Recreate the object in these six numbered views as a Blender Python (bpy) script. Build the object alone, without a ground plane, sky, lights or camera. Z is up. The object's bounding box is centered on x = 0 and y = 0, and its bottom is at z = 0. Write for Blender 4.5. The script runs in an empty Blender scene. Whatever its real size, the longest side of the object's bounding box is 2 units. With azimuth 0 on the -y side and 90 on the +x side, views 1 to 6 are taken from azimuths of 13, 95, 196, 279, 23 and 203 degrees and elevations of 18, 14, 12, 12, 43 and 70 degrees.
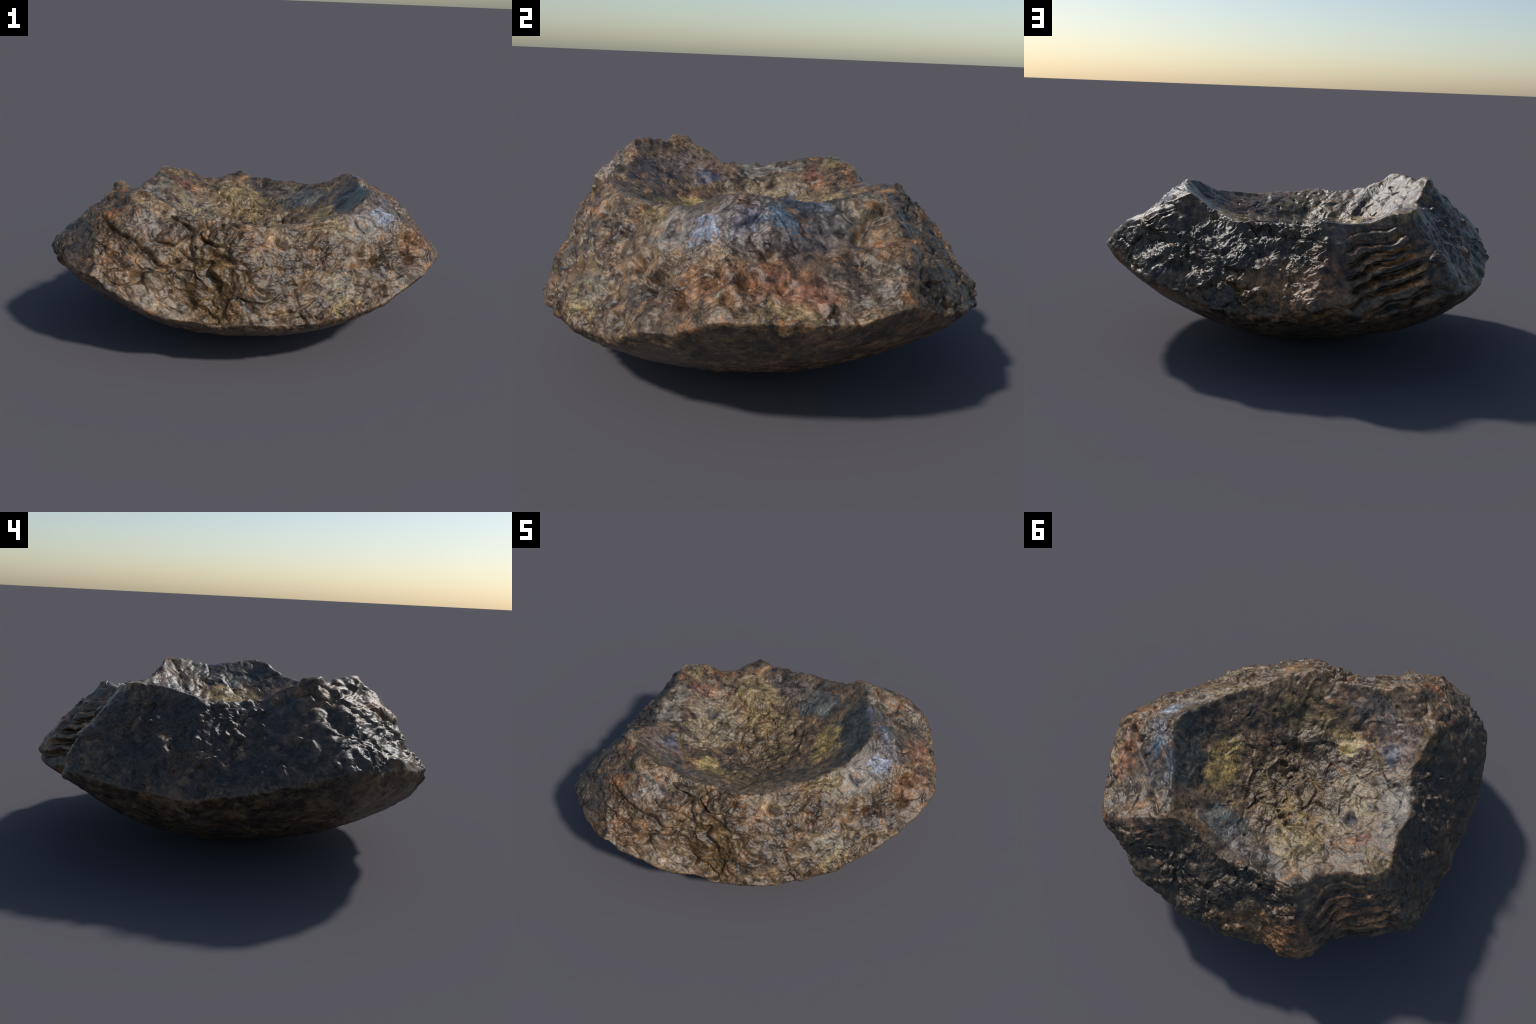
import math
import numpy as np

SEED = 7

# ---------------------------------------------------------------- measured curves
# crest of the bowl: (station, x, y, z).  Stations pair points of the crest with
# points of the waist edge below them, so that corner ridges run straight.
RIM = [
    (0.00, 0.405, 0.525, 0.795), (0.27, 0.477, 0.400, 0.780), (0.53, 0.526, 0.274, 0.765), (0.79, 0.587, 0.150, 0.785),
    (1.00, 0.616, 0.046, 0.800), (1.46, 0.582, -0.040, 0.780), (2.00, 0.533, -0.128, 0.730), (2.23, 0.442, -0.239, 0.710),
    (2.41, 0.360, -0.324, 0.700), (2.63, 0.257, -0.420, 0.695), (2.81, 0.165, -0.488, 0.700), (3.00, 0.061, -0.553, 0.715),
    (3.40, -0.063, -0.533, 0.705), (3.65, -0.144, -0.532, 0.710), (4.00, -0.244, -0.552, 0.750), (4.41, -0.338, -0.549, 0.785),
    (4.74, -0.393, -0.578, 0.835), (5.00, -0.452, -0.559, 0.840), (5.23, -0.514, -0.503, 0.830), (5.41, -0.565, -0.461, 0.825),
    (5.70, -0.643, -0.394, 0.825), (6.00, -0.622, -0.292, 0.790), (6.13, -0.624, -0.246, 0.765), (6.31, -0.597, -0.190, 0.726),
    (6.52, -0.618, -0.113, 0.719), (6.79, -0.666, -0.017, 0.710), (7.00, -0.678, 0.062, 0.735), (7.27, -0.650, 0.151, 0.757),
    (7.56, -0.657, 0.244, 0.774), (7.80, -0.673, 0.327, 0.775), (8.00, -0.634, 0.381, 0.760), (8.21, -0.549, 0.423, 0.745),
    (8.43, -0.462, 0.437, 0.700), (8.70, -0.354, 0.498, 0.695), (8.87, -0.309, 0.561, 0.715), (9.00, -0.264, 0.598, 0.732),
    (9.57, -0.164, 0.592, 0.690), (10.00, -0.084, 0.595, 0.695), (10.21, 0.028, 0.581, 0.690), (10.39, 0.125, 0.602, 0.685),
    (10.68, 0.259, 0.532, 0.715), (10.79, 0.315, 0.512, 0.730), (10.92, 0.376, 0.511, 0.765),
]
# waist edge where the upper flanks meet the rounded underside
EDGE = [
    (0.00, 0.836, 0.601, 0.515), (0.28, 0.893, 0.448, 0.470), (0.51, 0.936, 0.313, 0.470), (0.79, 0.981, 0.153, 0.480),
    (1.00, 0.994, 0.025, 0.480), (1.33, 0.943, -0.109, 0.415), (1.67, 0.857, -0.245, 0.380), (2.00, 0.756, -0.349, 0.315),
    (2.21, 0.651, -0.467, 0.295), (2.33, 0.591, -0.542, 0.295), (2.51, 0.476, -0.616, 0.285), (2.68, 0.374, -0.690, 0.280),
    (2.86, 0.257, -0.762, 0.290), (3.00, 0.155, -0.805, 0.295), (3.21, 0.077, -0.811, 0.280), (3.41, -0.002, -0.811, 0.270),
    (3.68, -0.101, -0.814, 0.280), (4.00, -0.224, -0.836, 0.290), (4.25, -0.333, -0.862, 0.335), (4.50, -0.445, -0.880, 0.390),
    (4.74, -0.540, -0.900, 0.460), (4.86, -0.589, -0.895, 0.490), (5.00, -0.650, -0.860, 0.485), (5.30, -0.740, -0.808, 0.510),
    (5.62, -0.820, -0.728, 0.505), (6.00, -0.919, -0.637, 0.530), (6.20, -0.953, -0.534, 0.500), (6.49, -0.991, -0.386, 0.460),
    (6.74, -1.002, -0.252, 0.420), (7.00, -0.996, -0.109, 0.390), (7.15, -0.985, -0.012, 0.370), (7.25, -0.972, 0.053, 0.365),
    (7.32, -0.989, 0.100, 0.385), (7.44, -0.974, 0.179, 0.390), (7.55, -0.952, 0.246, 0.385), (7.78, -0.931, 0.398, 0.405),
    (8.00, -0.897, 0.542, 0.435), (8.12, -0.824, 0.545, 0.400), (8.25, -0.747, 0.571, 0.370), (8.40, -0.663, 0.616, 0.350),
    (8.55, -0.574, 0.646, 0.310), (8.73, -0.506, 0.742, 0.320), (8.89, -0.461, 0.833, 0.360), (9.00, -0.418, 0.882, 0.395),
    (9.21, -0.348, 0.892, 0.380), (9.52, -0.250, 0.877, 0.335), (10.00, -0.086, 0.878, 0.315), (10.13, 0.045, 0.898, 0.325),
    (10.25, 0.166, 0.891, 0.335), (10.37, 0.286, 0.878, 0.375), (10.42, 0.340, 0.861, 0.385), (10.51, 0.421, 0.834, 0.405),
    (10.58, 0.493, 0.805, 0.410), (10.64, 0.543, 0.806, 0.430), (10.70, 0.587, 0.753, 0.430), (10.83, 0.690, 0.681, 0.450),
    (10.92, 0.770, 0.634, 0.470),
]
PERIOD = 11.0
# bowl: (station, wall height at 22% of the way in, floor height at 45% of the way in)
BOWL = [
    (0.0, 0.670, 0.585), (0.8, 0.675, 0.590), (1.5, 0.660, 0.590), (2.2, 0.640, 0.582), (3.0, 0.645, 0.575),
    (4.0, 0.655, 0.572), (5.0, 0.702, 0.587), (5.7, 0.700, 0.592), (6.2, 0.640, 0.582), (7.15, 0.680, 0.584),
    (7.8, 0.715, 0.612), (8.5, 0.660, 0.605), (9.0, 0.650, 0.598), (9.9, 0.622, 0.582), (10.6, 0.632, 0.578),
]
BOWL_CENTRE = (-0.02, 0.04, 0.505)
# underside: (share of the way from the lowest point to the edge, share of the edge height)
BELLY = [(0.0, 0.0), (0.2, 0.045), (0.4, 0.166), (0.6, 0.365), (0.8, 0.655), (1.0, 1.0)]
BELLY_CENTRE = (-0.04, 0.0)
# how much fuller the underside is, station by station
FULLER = [(0.0, 0.022), (1.0, 0.02), (2.0, 0.0), (3.0, 0.0), (4.0, 0.016), (4.6, 0.040), (5.0, 0.055), (5.5, 0.06), (5.9, 0.05),
          (6.5, 0.045), (7.2, 0.045), (7.8, 0.055), (8.3, 0.02), (9.0, -0.012), (10.0, -0.008), (10.7, 0.018)]
# offset of the flanks from a straight line edge-crest: (station, out at 1/3, out at 2/3)
FLANK = [(0.0, 0.048, 0.006), (0.12, 0.022, -0.008), (0.28, 0.002, -0.020), (0.5, 0.004, -0.014), (0.8, 0.012, 0.0), (1.2, 0.006, 0.006),
         (1.5, 0.002, 0.002), (1.8, 0.008, 0.006), (2.2, 0.018, 0.018), (2.5, 0.018, 0.018), (3.0, 0.006, 0.020), (3.25, 0.012, 0.028),
         (3.5, 0.0, 0.036), (3.85, -0.022, 0.026), (4.1, 0.006, 0.026), (4.5, 0.018, 0.016), (4.75, 0.006, 0.014), (5.0, 0.014, 0.020),
         (5.4, 0.026, 0.018), (5.8, 0.026, 0.006), (6.25, 0.020, 0.020), (6.8, -0.004, 0.0), (7.2, 0.012, -0.004), (7.6, 0.004, -0.016),
         (7.85, 0.012, -0.012), (8.0, 0.022, 0.002), (8.12, 0.026, 0.010), (8.3, 0.020, 0.006), (8.5, 0.024, 0.008), (8.75, 0.032, 0.014),
         (9.0, 0.020, 0.010), (9.5, 0.015, 0.008), (9.9, 0.028, -0.004), (10.15, 0.044, -0.006), (10.45, 0.030, -0.020),
         (10.7, 0.042, 0.004), (10.88, 0.064, 0.034)]
# how rough the flank is: (station, broad lumps, fine grain)
ROUGH = [(0.0, 0.6, 0.6), (0.3, 0.5, 0.45), (1.0, 0.55, 0.5), (1.8, 0.7, 0.7), (2.3, 0.85, 0.9), (3.0, 0.9, 0.9), (3.5, 1.25, 0.9),
         (4.5, 1.2, 0.8), (5.2, 1.1, 0.8), (5.8, 1.0, 0.9), (6.1, 0.6, 0.5), (7.0, 0.5, 0.5), (7.8, 0.5, 0.5), (8.5, 0.4, 0.5),
         (9.0, 0.8, 0.8), (9.8, 0.9, 1.0), (10.6, 0.8, 1.0)]


def ring(table, u, cols):
    """periodic piecewise-linear curve with slightly rounded corners"""
    t = np.array([r[0] for r in table]); n = len(t)
    tt = np.r_[t - PERIOD, t, t + PERIOD]
    out = []
    for c in cols:
        v = np.array([r[c] for r in table])
        vv = np.r_[v, v, v]
        acc = 0
        for o, w in ((-0.045, .25), (0, .5), (0.045, .25)):
            acc = acc + w * np.interp(u + o, tt, vv)
        out.append(acc)
    return np.stack(out, -1)


def smooth01(x):
    x = np.clip(x, 0, 1)
    return x * x * (3 - 2 * x)


# ---------------------------------------------------------------- noise in numpy
def _hash(ix, iy, iz, seed):
    h = (ix.astype(np.uint32) * np.uint32(374761393) + iy.astype(np.uint32) * np.uint32(668265263)
         + iz.astype(np.uint32) * np.uint32(2147483647) + np.uint32((seed * 974711) & 0xffffffff))
    h = (h ^ (h >> np.uint32(13))) * np.uint32(1274126177)
    h = (h ^ (h >> np.uint32(16))) * np.uint32(2246822519)
    return h ^ (h >> np.uint32(15))


def perlin(p, seed=0):
    f = np.floor(p); d = p - f; i = f.astype(np.int64)
    w = d * d * d * (d * (d * 6 - 15) + 10)
    res = 0
    for a in (0, 1):
        for b in (0, 1):
            for c in (0, 1):
                h = _hash(i[..., 0] + a, i[..., 1] + b, i[..., 2] + c, seed)
                g1 = (h & np.uint32(1023)).astype(np.float64) / 511.5 - 1
                g2 = ((h >> np.uint32(10)) & np.uint32(1023)).astype(np.float64) / 511.5 - 1
                g3 = ((h >> np.uint32(20)) & np.uint32(1023)).astype(np.float64) / 511.5 - 1
                v = g1 * (d[..., 0] - a) + g2 * (d[..., 1] - b) + g3 * (d[..., 2] - c)
                wt = ((w[..., 0] if a else 1 - w[..., 0]) * (w[..., 1] if b else 1 - w[..., 1])
                      * (w[..., 2] if c else 1 - w[..., 2]))
                res = res + v * wt
    return res


def fbm(p, octaves, seed, gain=.5):
    r = 0; a = 1; s = 1
    for k in range(octaves):
        r = r + a * perlin(p * s, seed + k * 17)
        a *= gain; s *= 2.03
    return r


def ridged(p, octaves, seed):
    r = 0; a = 1; s = 1
    for k in range(octaves):
        r = r + a * (1 - 2.4 * np.abs(perlin(p * s, seed + k * 17)))
        a *= .5; s *= 2.1
    return r


def worley(p, seed):
    """distance to nearest and second nearest random cell point, and a number for the cell"""
    i = np.floor(p).astype(np.int64)
    f1 = np.full(p.shape[:-1], 9.0); f2 = f1.copy(); cell = np.zeros(f1.shape)
    for a in (-1, 0, 1):
        for b in (-1, 0, 1):
            for c in (-1, 0, 1):
                q = i + np.array([a, b, c])
                h = _hash(q[..., 0], q[..., 1], q[..., 2], seed)
                o = np.stack([(h & np.uint32(1023)) / 1023., ((h >> np.uint32(10)) & np.uint32(1023)) / 1023.,
                              ((h >> np.uint32(20)) & np.uint32(1023)) / 1023.], -1)
                d = np.sqrt((((q + o) - p) ** 2).sum(-1))
                near = d < f1
                cell = np.where(near, ((h >> np.uint32(4)) & np.uint32(4095)) / 4095., cell)
                f2 = np.minimum(f2, np.maximum(f1, d)); f1 = np.minimum(f1, d)
    return f1, f2, cell

# ---------------------------------------------------------------- the rock's surface
NU, NB, NF, NW = 1100, 150, 170, 190        # samples round, underside, flank, bowl


def grid_normals(P):
    du = np.roll(P, -1, 0) - np.roll(P, 1, 0)
    dv = np.empty_like(P)
    dv[:, 1:-1] = P[:, 2:] - P[:, :-2]
    dv[:, 0] = P[:, 1] - P[:, 0]; dv[:, -1] = P[:, -1] - P[:, -2]
    n = np.cross(dv, du)
    n /= np.linalg.norm(n, axis=-1, keepdims=True) + 1e-12
    n[:, 0] = (0, 0, -1); n[:, -1] = (0, 0, 1)
    return n


def base_surface():
    # even spacing along the waist
    uu = np.linspace(0, PERIOD, 4001)
    e = ring(EDGE, uu, (1, 2, 3))
    s = np.r_[0, np.cumsum(np.linalg.norm(np.diff(e, axis=0), axis=1))]
    u = np.interp(np.linspace(0, s[-1], NU, endpoint=False), s, uu)
    E = ring(EDGE, u, (1, 2, 3)); R = ring(RIM, u, (1, 2, 3)); B = ring(BOWL, u, (1, 2))
    # the measured waist is the silhouette of the rough surface: set it out a touch
    radial = E * np.array([1, 1, 0]); radial /= np.linalg.norm(radial, axis=1, keepdims=True)
    inset = smooth01((u - 8.1) / .15) * smooth01((8.75 - u) / .15)
    proud = .003 + .010 * np.exp(-((u - 10.6) / .28) ** 2) + .007 * np.exp(-((u - 7.2) / .4) ** 2) + .008 * np.exp(-((u - 5.9) / .5) ** 2)
    E = E + radial * (proud * (1 - inset))[:, None] + np.array([0, 0, -.003])
    full = ring(FULLER, u, (1,))
    roll = .011 + .014 * np.exp(-((u - 2.7) / .7) ** 2)[:, None] + .008 * np.exp(-((u - 5.5) / .8) ** 2)[:, None]
    cols = []
    # underside
    bt = np.array([b[0] for b in BELLY]); bv = np.array([b[1] for b in BELLY])
    fine = np.linspace(0, 1, 201)
    poly = np.polyfit(bt, bv, 4)
    bc = np.array([*BELLY_CENTRE, 0.0])
    for t in np.linspace(0, 1, NB, endpoint=False):
        q = bc + (E - bc) * t
        q[:, 2] = E[:, 2] * max(0, np.polyval(poly, t))
        q += (radial * .75 - np.array([0, 0, .65])) * full * (5.2 * t ** 2.6 * (1 - t))
        q += (radial * .8 - np.array([0, 0, .6])) * roll * (23 * t ** 8 * (1 - t))
        cols.append(q)
    # flank
    up = np.array([0, 0, 1.0])
    tang = np.roll(E, -1, 0) - np.roll(E, 1, 0)
    side = np.cross(R - E, tang); side /= np.linalg.norm(side, axis=1, keepdims=True)
    F = ring(FLANK, u, (1, 2))
    for t in np.linspace(0, 1, NF, endpoint=False):
        w1 = 4.5 * t * (1 - t) * (1 - t) * 1.5; w2 = 4.5 * t * t * (1 - t) * 1.5
        cols.append(E + (R - E) * t + side * (F[:, :1] * w1 + F[:, 1:] * w2))
    # bowl
    c = np.array(BOWL_CENTRE)
    ts = np.array([0, .22, .45, 1.0])
    for t in np.linspace(0, 1, NW):
        t = t ** .9
        q = R + (c - R) * t
        # smooth monotone profile through crest, wall, floor, centre
        z0, z1, z2, z3 = R[:, 2], B[:, 0], B[:, 1], np.full(NU, c[2])
        if t < .22:
            k = t / .22; m0 = (z1 - z0) * 1.6; m1 = .5 * ((z1 - z0) + (z2 - z1) * .22 / .23)
            z = hermite(z0, z1, m0, m1, k)
        elif t < .45:
            k = (t - .22) / .23; m0 = .5 * ((z1 - z0) * .23 / .22 + (z2 - z1)); m1 = (z3 - z2) * .23 / .55
            z = hermite(z1, z2, m0, m1, k)
        else:
            k = (t - .45) / .55; z = hermite(z2, z3, (z3 - z2), 0 * z3, k)
        q[:, 2] = z
        cols.append(q)
    P = np.stack(cols, 1)
    # round the two creases a little
    return u, P


def hermite(a, b, m0, m1, k):
    k2, k3 = k * k, k * k * k
    return (2 * k3 - 3 * k2 + 1) * a + (k3 - 2 * k2 + k) * m0 + (-2 * k3 + 3 * k2) * b + (k3 - k2) * m1


def blur_v(A, n):
    for _ in range(n):
        A[:, 1:-1] = .25 * A[:, :-2] + .5 * A[:, 1:-1] + .25 * A[:, 2:]
    return A


def segment_distance(P, line):
    line = np.array(line, float)
    best = np.full(P.shape[:-1], 9.0)
    for a, b in zip(line[:-1], line[1:]):
        ab = b - a
        t = np.clip(((P - a) @ ab) / (ab @ ab), 0, 1)
        best = np.minimum(best, np.linalg.norm(P - a - t[..., None] * ab, axis=-1))
    return best


# lumps and pits: (x, y, z, radius, height)
BUMPS = [
    (-0.579, -0.644, 0.702, .045, .022), (-0.262, -0.656, 0.617, .06, .026), (-0.145, -0.716, 0.433, .06, .030),
    (-0.023, -0.664, 0.485, .045, .022), (0.072, -0.666, 0.508, .035, .020), (-0.04, -0.745, 0.40, .11, -.030),
    (0.064, -0.781, 0.326, .05, .015), (-0.39, -0.80, 0.469, .03, -0.033), (-0.53, -0.821, 0.559, .04, -.02),
    (-0.42, -0.70, 0.658, .05, .02), (0.232, -0.499, 0.615, .03, -0.027), (0.37, -0.562, 0.421, .03, -0.027),
    (0.612, -0.295, 0.525, .025, -0.027), (0.534, -0.316, 0.546, .025, -0.022), (0.841, -0.007, 0.573, .028, -0.036),
    (0.799, -0.092, 0.525, .022, -0.027), (0.706, -0.137, 0.588, .022, -0.022), (0.69, -0.249, 0.486, .025, -0.03),
    (0.752, -0.216, 0.477, .025, -0.03), (0.85, -0.111, 0.477, .022, -0.027), (0.741, -0.311, 0.361, .025, -0.03),
    (0.403, -0.42, 0.544, .03, .015), (0.874, 0.11, 0.568, .03, -0.053), (0.888, 0.023, 0.573, .022, -0.03),
    (0.714, -0.214, 0.497, .024, -0.03), (0.844, -0.113, 0.476, .022, -0.03), (0.926, 0.049, 0.522, .02, -0.03),
    (0.702, -0.342, 0.367, .022, -0.027), (0.856, 0.216, 0.553, .022, -0.042), (0.783, 0.157, 0.627, .022, -0.027),
    (0.515, 0.431, 0.738, .06, .022), (0.652, 0.183, 0.709, .05, .012), (0.727, 0.488, 0.581, .03, -0.018),
    # in the bowl: a big boulder, the knob on its rim, the round socket
    (-0.193, 0.366, 0.63, .10, .045), (-0.585, 0.325, 0.735, .055, .026), (-0.419, 0.148, 0.597, .035, -0.053),
    (0.0, 0.17, 0.58, .05, .02), (-0.05, -0.12, 0.54, .06, -.035), (0.03, -0.14, 0.54, .04, -.025),
    (-0.63, -0.44, 0.82, .04, .015), (-0.66, -0.38, 0.81, .035, .015), (0.187, 0.359, 0.60, .12, .01),
]
# cracks: (width, depth, line)
GROOVES = [
    (.016, .014, [(-0.133, -0.551, 0.676), (-0.129, -0.596, 0.604), (-0.061, -0.612, 0.549)]),
    (.018, .026, [(-0.061, -0.612, 0.549), (0.024, -0.634, 0.54), (0.103, -0.655, 0.516), (0.131, -0.69, 0.459), (0.211, -0.689, 0.399)]),
    (.016, .016, [(-0.187, -0.603, 0.618), (-0.178, -0.677, 0.548), (-0.215, -0.686, 0.52), (-0.256, -0.731, 0.488)]),
    (.013, .022, [(-0.066, -0.65, 0.527), (-0.082, -0.676, 0.486), (-0.012, -0.699, 0.447), (-0.018, -0.711, 0.41)]),
    (.014, .028, [(-0.222, -0.774, 0.397), (-0.131, -0.765, 0.361), (-0.06, -0.785, 0.325), (0.001, -0.801, 0.292)]),
    (.015, .022, [(-0.599, -0.676, 0.669), (-0.513, -0.731, 0.646), (-0.448, -0.732, 0.617), (-0.379, -0.723, 0.561),
                  (-0.32, -0.739, 0.509), (-0.267, -0.731, 0.503)]),
    (.013, .020, [(0.579, -0.359, 0.483), (0.602, -0.363, 0.435), (0.607, -0.41, 0.386)]),
    (.013, .018, [(0.344, -0.361, 0.672), (0.42, -0.299, 0.67), (0.504, -0.208, 0.647)]),
    (.018, .030, [(0.497, 0.511, 0.724), (0.539, 0.459, 0.708), (0.618, 0.426, 0.678)]),
    (.016, .022, [(-0.30, 0.30, 0.63), (-0.22, 0.25, 0.61), (-0.10, 0.27, 0.6)]),
]
# heights, measured across the dipping layers, of the ledges in the broken notch
LEDGES = [-0.04, 0.115, 0.205, 0.262, 0.326, 0.374, 0.432, 0.488]
SHELF = [0.75, 0.8, 1.0, 1.15, 1.0, 0.8, 0.45]              # how far each ledge stands out


def ledge_profile(X):
    q = X[..., 2] + .37 * X[..., 0] + .006 * perlin(X * 5, 71) + .003 * perlin(X * 18, 72)
    out = np.zeros(q.shape)
    for n, (a, b) in enumerate(zip(LEDGES[:-1], LEDGES[1:])):
        k = (q - a) / (b - a)
        size = np.clip(.80 + 1.3 * perlin(X * 5.5 + 9.3 * n, 73), .25, 1.25)      # shelves come and go
        # an undercut gap, then a rounded tongue ending in a flat tread
        tongue = smooth01((k - .12) / .38) * (.8 + .2 * k) * smooth01((1 - k) * (b - a) / .011) - .42
        out = np.where((k >= 0) & (k < 1), tongue * SHELF[n] * size * min(1.1, (b - a) / .055), out)
    return out


def build_surface():
    u, P = base_surface()
    soft = blur_v(P.copy(), 26)                                # the crest is worn round, the waist stays crisp
    near = np.exp(-((np.arange(P.shape[1]) - NB - NF) / 9.) ** 2)[None, :, None]
    P = blur_v(P, 4) * (1 - near) + soft * near
    N = grid_normals(P)
    Ns = blur_v(N.copy(), 25); Ns /= np.linalg.norm(Ns, axis=-1, keepdims=True)
    v = np.arange(P.shape[1])
    belly = smooth01((NB - v) / 14.)[None, :]                 # 1 on the underside
    bowl = smooth01((v - NB - NF + 4) / 10.)[None, :]            # 1 in the bowl
    flank = np.clip(1 - belly - bowl, 0, 1)
    U = u[:, None] + 0 * v[None, :]
    recess = smooth01((U - 8.1) / .12) * smooth01((8.93 - U) / .12) * flank
    X = P + .04 * np.stack([perlin(P * 6, 91), perlin(P * 6, 92), perlin(P * 6, 93)], -1)
    X = X + .012 * np.stack([perlin(P * 21, 94), perlin(P * 21, 95), perlin(P * 21, 96)], -1)
    big = fbm(X * 4.5, 2, 11)
    mid = fbm(X * 11, 2, 23)
    small = fbm(X * 27, 4, 37, .62)
    grit = ridged(X * 34, 2, 57) - .45
    f1, f2, _ = worley(X * 14, 5)
    g1, g2, block = worley(X * np.array([7.5, 7.5, 9.5]), 8)
    h1, h2, chip = worley(X * 19, 9)
    edge = smooth01((g2 - g1) / .16); chip_edge = smooth01((h2 - h1) / .2)
    lumps = (.5 - f1)                                           # rounded, melted-looking grains
    dent = np.minimum(0, perlin(X * 15, 61) - .02)              # broad shallow thumb dents
    pits = -smooth01((perlin(X * 24, 62) - .28) / .25)
    crack = -np.exp(-(perlin(X * 7, 53) / .04) ** 2)
    patchy = smooth01(.5 + 1.8 * perlin(X * 4.0, 77))
    fold = np.abs(perlin(X * 7.5, 41)) + np.abs(perlin(X * 15 + .3, 42)) * .4 - .28
    rough = ring(ROUGH, u, (1, 2))
    coarse, fine = rough[:, None, 0], rough[:, None, 1] * (.35 + .85 * patchy)
    # fractured blocks set at different heights, with cracks between them
    broken = ((block - .5) * .034 * edge - .020 * (1 - edge) * smooth01(.3 + 1.5 * perlin(X * 4, 78))
              + (chip - .5) * .012 * chip_edge * (.4 + .6 * patchy))
    heart = .35 + .9 * np.exp(-((P[..., 0] + .08) ** 2 + (P[..., 1] - .05) ** 2) / .09)   # the bowl is rough only in its middle
    d = flank * coarse * .95 * broken * (.55 + .6 * patchy) + bowl * .7 * broken * heart
    d += flank * (coarse * (.012 * big + .014 * mid + .009 * lumps + .010 * crack * patchy + .026 * fold)
                 + fine * (.012 * small + .004 * grit + .030 * dent + .014 * pits))
    d += bowl * (.010 * big + heart * (.018 * mid + .032 * fold + .007 * small + .002 * grit + .014 * lumps + .018 * pits))
    d += belly * (.010 * big + .007 * mid + .004 * small)
    west = smooth01((U - 6.0) / .2) * smooth01((8.0 - U) / .2) * flank
    d += west * (.022 * smooth01((perlin(X * 17, 84) - .18) / .25) * smooth01(.5 + 2 * perlin(X * 4, 85)) - .012 * smooth01((perlin(X * 11, 86) - .3) / .2))
    calm = 1 - .35 * np.exp(-((v - NB - NF) / 9.) ** 2) - .4 * np.exp(-((v - NB) / 7.) ** 2)
    d *= calm[None, :]
    d *= 1 - .8 * recess
    flat_P, flat_X = P.reshape(-1, 3), X.reshape(-1, 3)
    sit = lambda q: int(((flat_P[::3] - np.array(q)) ** 2).sum(-1).argmin()) * 3      # nearest spot on the surface
    for (x, y, z, r, a) in BUMPS:
        c = flat_X[sit((x, y, z))]
        d += a * np.exp(-((X - c) ** 2).sum(-1) / (r * r))
    for width, depth, line in GROOVES:
        g = segment_distance(X, [flat_X[sit(q)] for q in line])
        d -= depth * np.exp(-(g / width) ** 2)
    d[:, 0] = d[:, 0].mean(); d[:, -1] = d[:, -1].mean()
    P = P + Ns * d[..., None]
    # ledges step straight out of the notch wall, so that they have flat treads
    P = P + (recess * .058 * ledge_profile(X))[..., None] * np.array([-.45, .89, 0.0])
    P[:, 0] = P[:, 0].mean(0); P[:, -1] = P[:, -1].mean(0)
    P[..., 2] -= P[..., 2].min()
    return u, P

# ---------------------------------------------------------------- Blender side
import bpy


class Nodes:
    def __init__(self, mat):
        mat.use_nodes = True
        self.t = mat.node_tree
        self.t.nodes.clear()

    def new(self, kind, **kw):
        n = self.t.nodes.new(kind)
        for k, v in kw.items():
            if k in n.inputs.keys():
                n.inputs[k].default_value = v
            else:
                setattr(n, k, v)
        return n

    def link(self, a, b):
        self.t.links.new(a, b)

    def noise(self, vec, scale, detail=3, rough=.55, dist=0.0):
        n = self.new('ShaderNodeTexNoise')
        n.inputs['Scale'].default_value = scale; n.inputs['Detail'].default_value = detail
        n.inputs['Roughness'].default_value = rough; n.inputs['Distortion'].default_value = dist
        self.link(vec, n.inputs['Vector'])
        return n.outputs['Fac']

    def math(self, op, a, b=None, clamp=False):
        n = self.new('ShaderNodeMath', operation=op); n.use_clamp = clamp
        for i, x in enumerate((a, b)):
            if x is None: continue
            if isinstance(x, (int, float)): n.inputs[i].default_value = x
            else: self.link(x, n.inputs[i])
        return n.outputs[0]

    def step(self, x, lo, hi):
        n = self.new('ShaderNodeMapRange', interpolation_type='SMOOTHSTEP')
        self.link(x, n.inputs['Value'])
        n.inputs['From Min'].default_value = lo; n.inputs['From Max'].default_value = hi
        return n.outputs['Result']

    def mix(self, fac, a, b, blend='MIX'):
        n = self.new('ShaderNodeMix', data_type='RGBA', blend_type=blend)
        for x, s in ((fac, n.inputs[0]), (a, n.inputs[6]), (b, n.inputs[7])):
            if isinstance(x, (int, float)): s.default_value = x
            elif isinstance(x, tuple): s.default_value = (*x, 1)
            else: self.link(x, s)
        return n.outputs[2]

    def ramp(self, x, stops):
        n = self.new('ShaderNodeValToRGB')
        el = n.color_ramp.elements
        while len(el) < len(stops): el.new(.5)
        for e, (p, c) in zip(el, stops):
            e.position = p; e.color = (*c, 1)
        self.link(x, n.inputs['Fac'])
        return n.outputs['Color']


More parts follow.
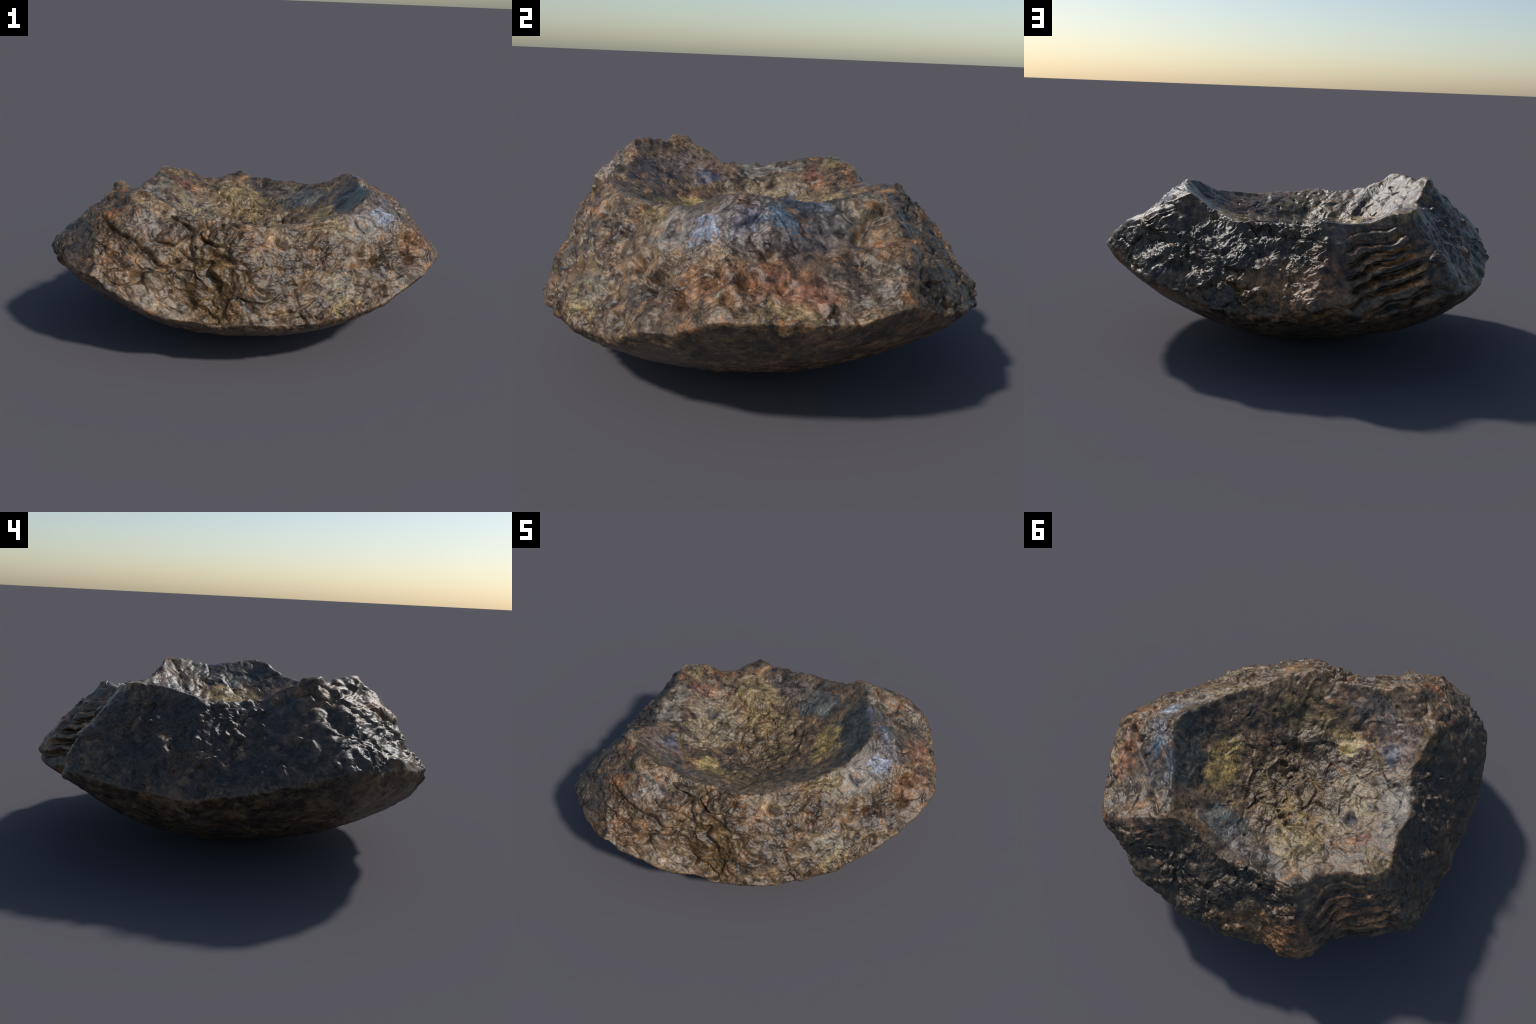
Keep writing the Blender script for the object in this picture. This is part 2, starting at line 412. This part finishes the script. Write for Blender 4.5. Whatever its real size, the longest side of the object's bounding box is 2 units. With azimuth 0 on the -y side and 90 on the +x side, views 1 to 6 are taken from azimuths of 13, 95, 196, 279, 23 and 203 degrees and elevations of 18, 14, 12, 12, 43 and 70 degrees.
# patches of other mineral, weathering and darker tone: centre, half sizes, colour, strength
PATCHES = [
    # west face, darker all over, with browner spots
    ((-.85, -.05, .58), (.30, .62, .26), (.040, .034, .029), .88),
    ((-.90, .06, .50), (.10, .18, .07), (.11, .062, .038), .6),
    ((-.83, -.39, .64), (.08, .08, .06), (.14, .085, .05), .6),
    ((-.82, .30, .60), (.06, .10, .05), (.12, .07, .04), .5),
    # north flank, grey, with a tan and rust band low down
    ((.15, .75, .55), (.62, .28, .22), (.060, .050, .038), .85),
    ((-.18, .76, .41), (.36, .18, .12), (.30, .165, .075), .85),
    ((-.33, .78, .50), (.12, .16, .16), (.24, .115, .05), .7),
    ((.10, .84, .36), (.12, .10, .07), (.05, .056, .06), .85),
    # notch
    ((-.62, .55, .50), (.24, .14, .22), (.055, .042, .032), .85),
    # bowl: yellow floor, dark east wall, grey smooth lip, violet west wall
    ((-.05, .08, .56), (.46, .42, .20), (.135, .098, .057), .65),
    ((.06, -.24, .58), (.22, .12, .10), (.065, .058, .048), .6),
    ((-.16, -.12, .55), (.10, .10, .10), (.075, .062, .052), .6),
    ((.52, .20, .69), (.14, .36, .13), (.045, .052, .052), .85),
    ((.33, .10, .62), (.10, .17, .10), (.34, .25, .095), .95),
    ((-.25, -.26, .59), (.055, .10, .08), (.36, .28, .12), .95),
    ((.00, -.30, .60), (.26, .09, .10), (.17, .13, .058), .75),
    ((.08, .02, .56), (.10, .10, .10), (.15, .12, .05), .5),
    ((-.19, .36, .65), (.16, .13, .14), (.27, .205, .105), .8),
    ((-.36, .05, .60), (.17, .22, .12), (.27, .23, .155), .7),
    ((.19, .42, .63), (.16, .11, .12), (.10, .112, .112), .95),
    ((-.02, .50, .65), (.16, .09, .10), (.12, .105, .10), .7),
    ((-.50, -.33, .70), (.11, .17, .13), (.20, .16, .15), .8),
    ((-.08, .22, .57), (.16, .09, .10), (.23, .17, .075), .7),
    ((.00, -.42, .66), (.20, .06, .05), (.15, .115, .05), .6),
    ((-.33, -.45, .68), (.18, .12, .12), (.095, .088, .092), .75),
    ((-.475, -.235, .66), (.045, .085, .07), (.06, .085, .15), .7),
    ((-.42, .148, .60), (.05, .05, .05), (.08, .09, .16), .6),
    ((-.49, .235, .68), (.07, .06, .05), (.22, .085, .05), .5),
    ((-.60, .03, .71), (.08, .18, .06), (.26, .25, .22), .7),
    ((-.60, .35, .76), (.08, .08, .07), (.24, .18, .095), .7),
    # east face: violet grey top, blue stains, salmon rust, olive band on the edge
    ((.66, .10, .68), (.14, .40, .10), (.135, .125, .135), .75),
    ((.66, .175, .705), (.06, .075, .06), (.10, .17, .26), .9),
    ((.68, .08, .69), (.05, .06, .06), (.14, .15, .25), .7),
    ((.685, -.055, .685), (.05, .05, .045), (.22, .28, .40), .8),
    ((.72, .00, .66), (.05, .07, .04), (.24, .25, .31), .6),
    ((.55, .30, .75), (.05, .10, .05), (.12, .15, .24), .5),
    ((.87, .25, .56), (.13, .22, .09), (.26, .125, .075), .8),
    ((.86, -.02, .52), (.12, .18, .09), (.20, .105, .055), .75),
    ((.94, .18, .49), (.06, .40, .035), (.24, .18, .10), .75),
    ((.875, .11, .565), (.035, .04, .035), (.055, .052, .05), .8),
    ((.89, .02, .57), (.03, .035, .03), (.07, .062, .055), .7),
    ((.86, .215, .555), (.03, .035, .03), (.06, .055, .06), .7),
    ((.845, -.113, .475), (.03, .03, .03), (.08, .075, .07), .6),
    ((.52, .43, .74), (.07, .07, .06), (.28, .25, .20), .7),
    ((.80, .45, .58), (.10, .14, .12), (.13, .11, .095), .7),
    # front: ochre gully, pale spots, orange knobs
    ((-.03, -.70, .43), (.15, .16, .18), (.12, .070, .022), .8),
    ((.54, -.46, .42), (.08, .10, .10), (.22, .20, .15), .8),
    ((.56, -.50, .33), (.09, .08, .05), (.28, .23, .12), .75),
    ((.48, -.30, .66), (.16, .10, .05), (.26, .21, .12), .7),
    ((.20, -.50, .68), (.22, .09, .05), (.27, .195, .12), .7),
    ((.60, -.18, .66), (.12, .10, .10), (.20, .19, .18), .7),
    ((-.57, -.66, .70), (.07, .07, .06), (.24, .105, .04), .8),
    ((-.42, -.66, .70), (.13, .10, .08), (.17, .16, .16), .7),
    ((-.52, -.80, .52), (.16, .10, .06), (.22, .125, .07), .65),
    ((-.30, -.82, .37), (.16, .08, .06), (.25, .20, .15), .7),
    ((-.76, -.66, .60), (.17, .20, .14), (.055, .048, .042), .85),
    ((.40, -.47, .52), (.03, .05, .05), (.24, .09, .05), .7),
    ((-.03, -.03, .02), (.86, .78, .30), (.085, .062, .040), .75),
]


def rock_material():
    m = bpy.data.materials.new('weathered_rock')
    k = Nodes(m)
    co = k.new('ShaderNodeTexCoord').outputs['Object']
    # warped coordinates give the patches ragged outlines
    wob = k.new('ShaderNodeTexNoise'); wob.inputs['Scale'].default_value = 9; wob.inputs['Detail'].default_value = 6
    wob.inputs['Roughness'].default_value = .62
    k.link(co, wob.inputs['Vector'])
    w1 = k.new('ShaderNodeVectorMath', operation='SUBTRACT'); k.link(wob.outputs['Color'], w1.inputs[0])
    w1.inputs[1].default_value = (.5, .5, .5)
    w2 = k.new('ShaderNodeVectorMath', operation='SCALE'); k.link(w1.outputs[0], w2.inputs[0]); w2.inputs['Scale'].default_value = .27
    w3 = k.new('ShaderNodeVectorMath', operation='ADD'); k.link(co, w3.inputs[0]); k.link(w2.outputs[0], w3.inputs[1])
    pos = w3.outputs[0]
    n1 = k.noise(co, 6, 4, .6)
    small = k.new('ShaderNodeVectorMath', operation='SCALE'); k.link(w1.outputs[0], small.inputs[0]); small.inputs['Scale'].default_value = .05
    near = k.new('ShaderNodeVectorMath', operation='ADD'); k.link(co, near.inputs[0]); k.link(small.outputs[0], near.inputs[1])
    n2 = k.noise(near.outputs[0], 24, 5, .65, .3)
    n3 = k.noise(near.outputs[0], 80, 5, .7, .3)
    n4 = k.noise(co, 220, 3, .6)
    # ground colour: brown and tan, drifting from place to place
    col = k.ramp(n1, [(.30, (.070, .058, .050)), (.45, (.110, .078, .050)), (.58, (.165, .115, .072)), (.72, (.125, .102, .085))])
    rust = k.math('MULTIPLY', k.step(k.noise(pos, 8.5, 5, .6), .54, .64), .65)
    col = k.mix(rust, col, (.24, .115, .045))
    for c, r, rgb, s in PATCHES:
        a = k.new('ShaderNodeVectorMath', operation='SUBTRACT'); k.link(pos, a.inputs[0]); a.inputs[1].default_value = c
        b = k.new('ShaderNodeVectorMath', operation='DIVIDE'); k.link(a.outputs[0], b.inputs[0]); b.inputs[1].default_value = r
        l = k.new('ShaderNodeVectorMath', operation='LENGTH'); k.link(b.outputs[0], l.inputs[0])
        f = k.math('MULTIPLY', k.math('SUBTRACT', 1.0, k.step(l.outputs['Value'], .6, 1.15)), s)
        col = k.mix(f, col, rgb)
    # rusty layers along the ledges of the notch
    dip = k.new('ShaderNodeVectorMath', operation='DOT_PRODUCT'); k.link(near.outputs[0], dip.inputs[0])
    dip.inputs[1].default_value = (.37, 0, 1)
    band = 0.0
    for h in (.108, .198, .255, .319, .367, .425, .481):
        d = k.math('ABSOLUTE', k.math('SUBTRACT', dip.outputs['Value'], h))
        band = k.math('ADD', band, k.math('SUBTRACT', 1.0, k.step(d, .007, .019)))
    a = k.new('ShaderNodeVectorMath', operation='SUBTRACT'); k.link(pos, a.inputs[0]); a.inputs[1].default_value = (-.62, .56, .52)
    b = k.new('ShaderNodeVectorMath', operation='DIVIDE'); k.link(a.outputs[0], b.inputs[0]); b.inputs[1].default_value = (.20, .15, .19)
    l = k.new('ShaderNodeVectorMath', operation='LENGTH'); k.link(b.outputs[0], l.inputs[0])
    f = k.math('SUBTRACT', 1.0, k.step(l.outputs['Value'], .7, 1.1))
    f = k.math('MULTIPLY', k.math('MULTIPLY', f, band), k.step(k.noise(co, 12, 3, .5), .32, .48))
    col = k.mix(k.math('MULTIPLY', f, .95, True), col, (.46, .235, .10))
    blot = k.ramp(k.noise(pos, 13, 4, .6, .3), [(.36, (.34, .33, .33)), (.50, (.88, .87, .85)), (.64, (1.16, 1.12, 1.05))])
    col = k.mix(1.0, col, blot, 'MULTIPLY')
    # warm specks in scattered areas, then grain: dark pores and pale grains
    some = k.step(k.noise(co, 5.5, 3, .55), .46, .62)
    speck = k.math('MULTIPLY', k.math('MULTIPLY', k.step(k.noise(near.outputs[0], 19, 4, .62), .53, .61), some), .7)
    col = k.mix(speck, col, (.22, .125, .062))
    area = k.step(k.noise(co, 4.5, 3, .5), .40, .62)
    grain = k.ramp(n2, [(.34, (.26, .25, .25)), (.46, (.80, .77, .73)), (.57, (1.10, 1.07, 1.01)), (.69, (1.75, 1.66, 1.50))])
    col = k.mix(1.0, col, grain, 'MULTIPLY')
    fine = k.ramp(n3, [(.36, (.20, .19, .19)), (.45, (.74, .72, .70)), (.55, (1.12, 1.11, 1.09)), (.66, (1.75, 1.68, 1.56))])
    col = k.mix(k.math('ADD', k.math('MULTIPLY', area, .5), .45), col, fine, 'MULTIPLY')
    out = k.new('ShaderNodeOutputMaterial'); b = k.new('ShaderNodeBsdfPrincipled')
    k.link(col, b.inputs['Base Color'])
    rg = k.new('ShaderNodeMapRange'); k.link(n2, rg.inputs['Value'])
    rg.inputs['From Min'].default_value = .3; rg.inputs['From Max'].default_value = .7
    rg.inputs['To Min'].default_value = .30; rg.inputs['To Max'].default_value = .46
    k.link(rg.outputs[0], b.inputs['Roughness'])
    h = k.math('ADD', k.math('MULTIPLY', n3, .7), k.math('MULTIPLY', n4, .3))
    bump = k.new('ShaderNodeBump'); bump.inputs['Strength'].default_value = .27; bump.inputs['Distance'].default_value = .012
    k.link(h, bump.inputs['Height']); k.link(bump.outputs[0], b.inputs['Normal'])
    k.link(b.outputs[0], out.inputs[0])
    return m


def make_parts():
    u, P = build_surface()
    N = grid_normals(P)
    nu, nv = P.shape[:2]
    nv_in = nv - 2                                   # rows between the two end points
    verts = np.concatenate([P[:, 1:-1].reshape(-1, 3), P[:1, 0], P[:1, -1]])
    norms = np.concatenate([N[:, 1:-1].reshape(-1, 3), [(0, 0, -1)], [(0, 0, 1)]])
    low, high = nu * nv_in, nu * nv_in + 1
    i = np.arange(nu); ip = (i + 1) % nu
    idx = lambda a, b: a * nv_in + b
    b = np.arange(nv_in - 1)
    quads = np.stack([idx(i[:, None], b), idx(i[:, None], b + 1), idx(ip[:, None], b + 1), idx(ip[:, None], b)], -1)
    row = np.broadcast_to(b, (nu, nv_in - 1)) + 1
    uu = np.broadcast_to(u[:, None], row.shape)
    belly = row < NB
    bowl = row >= NB + NF
    recess = (~belly) & (~bowl) & (uu > 8.1) & (uu < 8.97)
    flank = ~(belly | bowl | recess)
    mat = rock_material()
    root = bpy.data.objects.new('hollowed_rock', None)
    bpy.context.collection.objects.link(root)
    root['label'] = 'heavy rust-brown pitted rock with a shallow bowl broken into its top'
    root['category'] = 'rock'
    for name, mask, cap in (('underside', belly, 'low'), ('outer_flank', flank, None),
                            ('stepped_break', recess, None), ('bowl_hollow', bowl, 'high')):
        q = quads[mask].reshape(-1, 4)
        faces = q
        tris = np.zeros((0, 3), int)
        if cap == 'low':
            tris = np.stack([np.full(nu, low), idx(i, 0), idx(ip, 0)], -1)
        elif cap == 'high':
            tris = np.stack([np.full(nu, high), idx(ip, nv_in - 1), idx(i, nv_in - 1)], -1)
        used = np.unique(np.concatenate([q.ravel(), tris.ravel()]))
        remap = np.full(len(verts), -1); remap[used] = np.arange(len(used))
        me = bpy.data.meshes.new(name)
        fl = [tuple(f) for f in remap[q].tolist()] + [tuple(f) for f in remap[tris].tolist()]
        me.from_pydata(verts[used].tolist(), [], fl)
        me.polygons.foreach_set('use_smooth', [True] * len(me.polygons))
        me.normals_split_custom_set_from_vertices(norms[used].tolist())
        me.materials.append(mat)
        ob = bpy.data.objects.new(name, me)
        bpy.context.collection.objects.link(ob)
        ob.parent = root


make_parts()
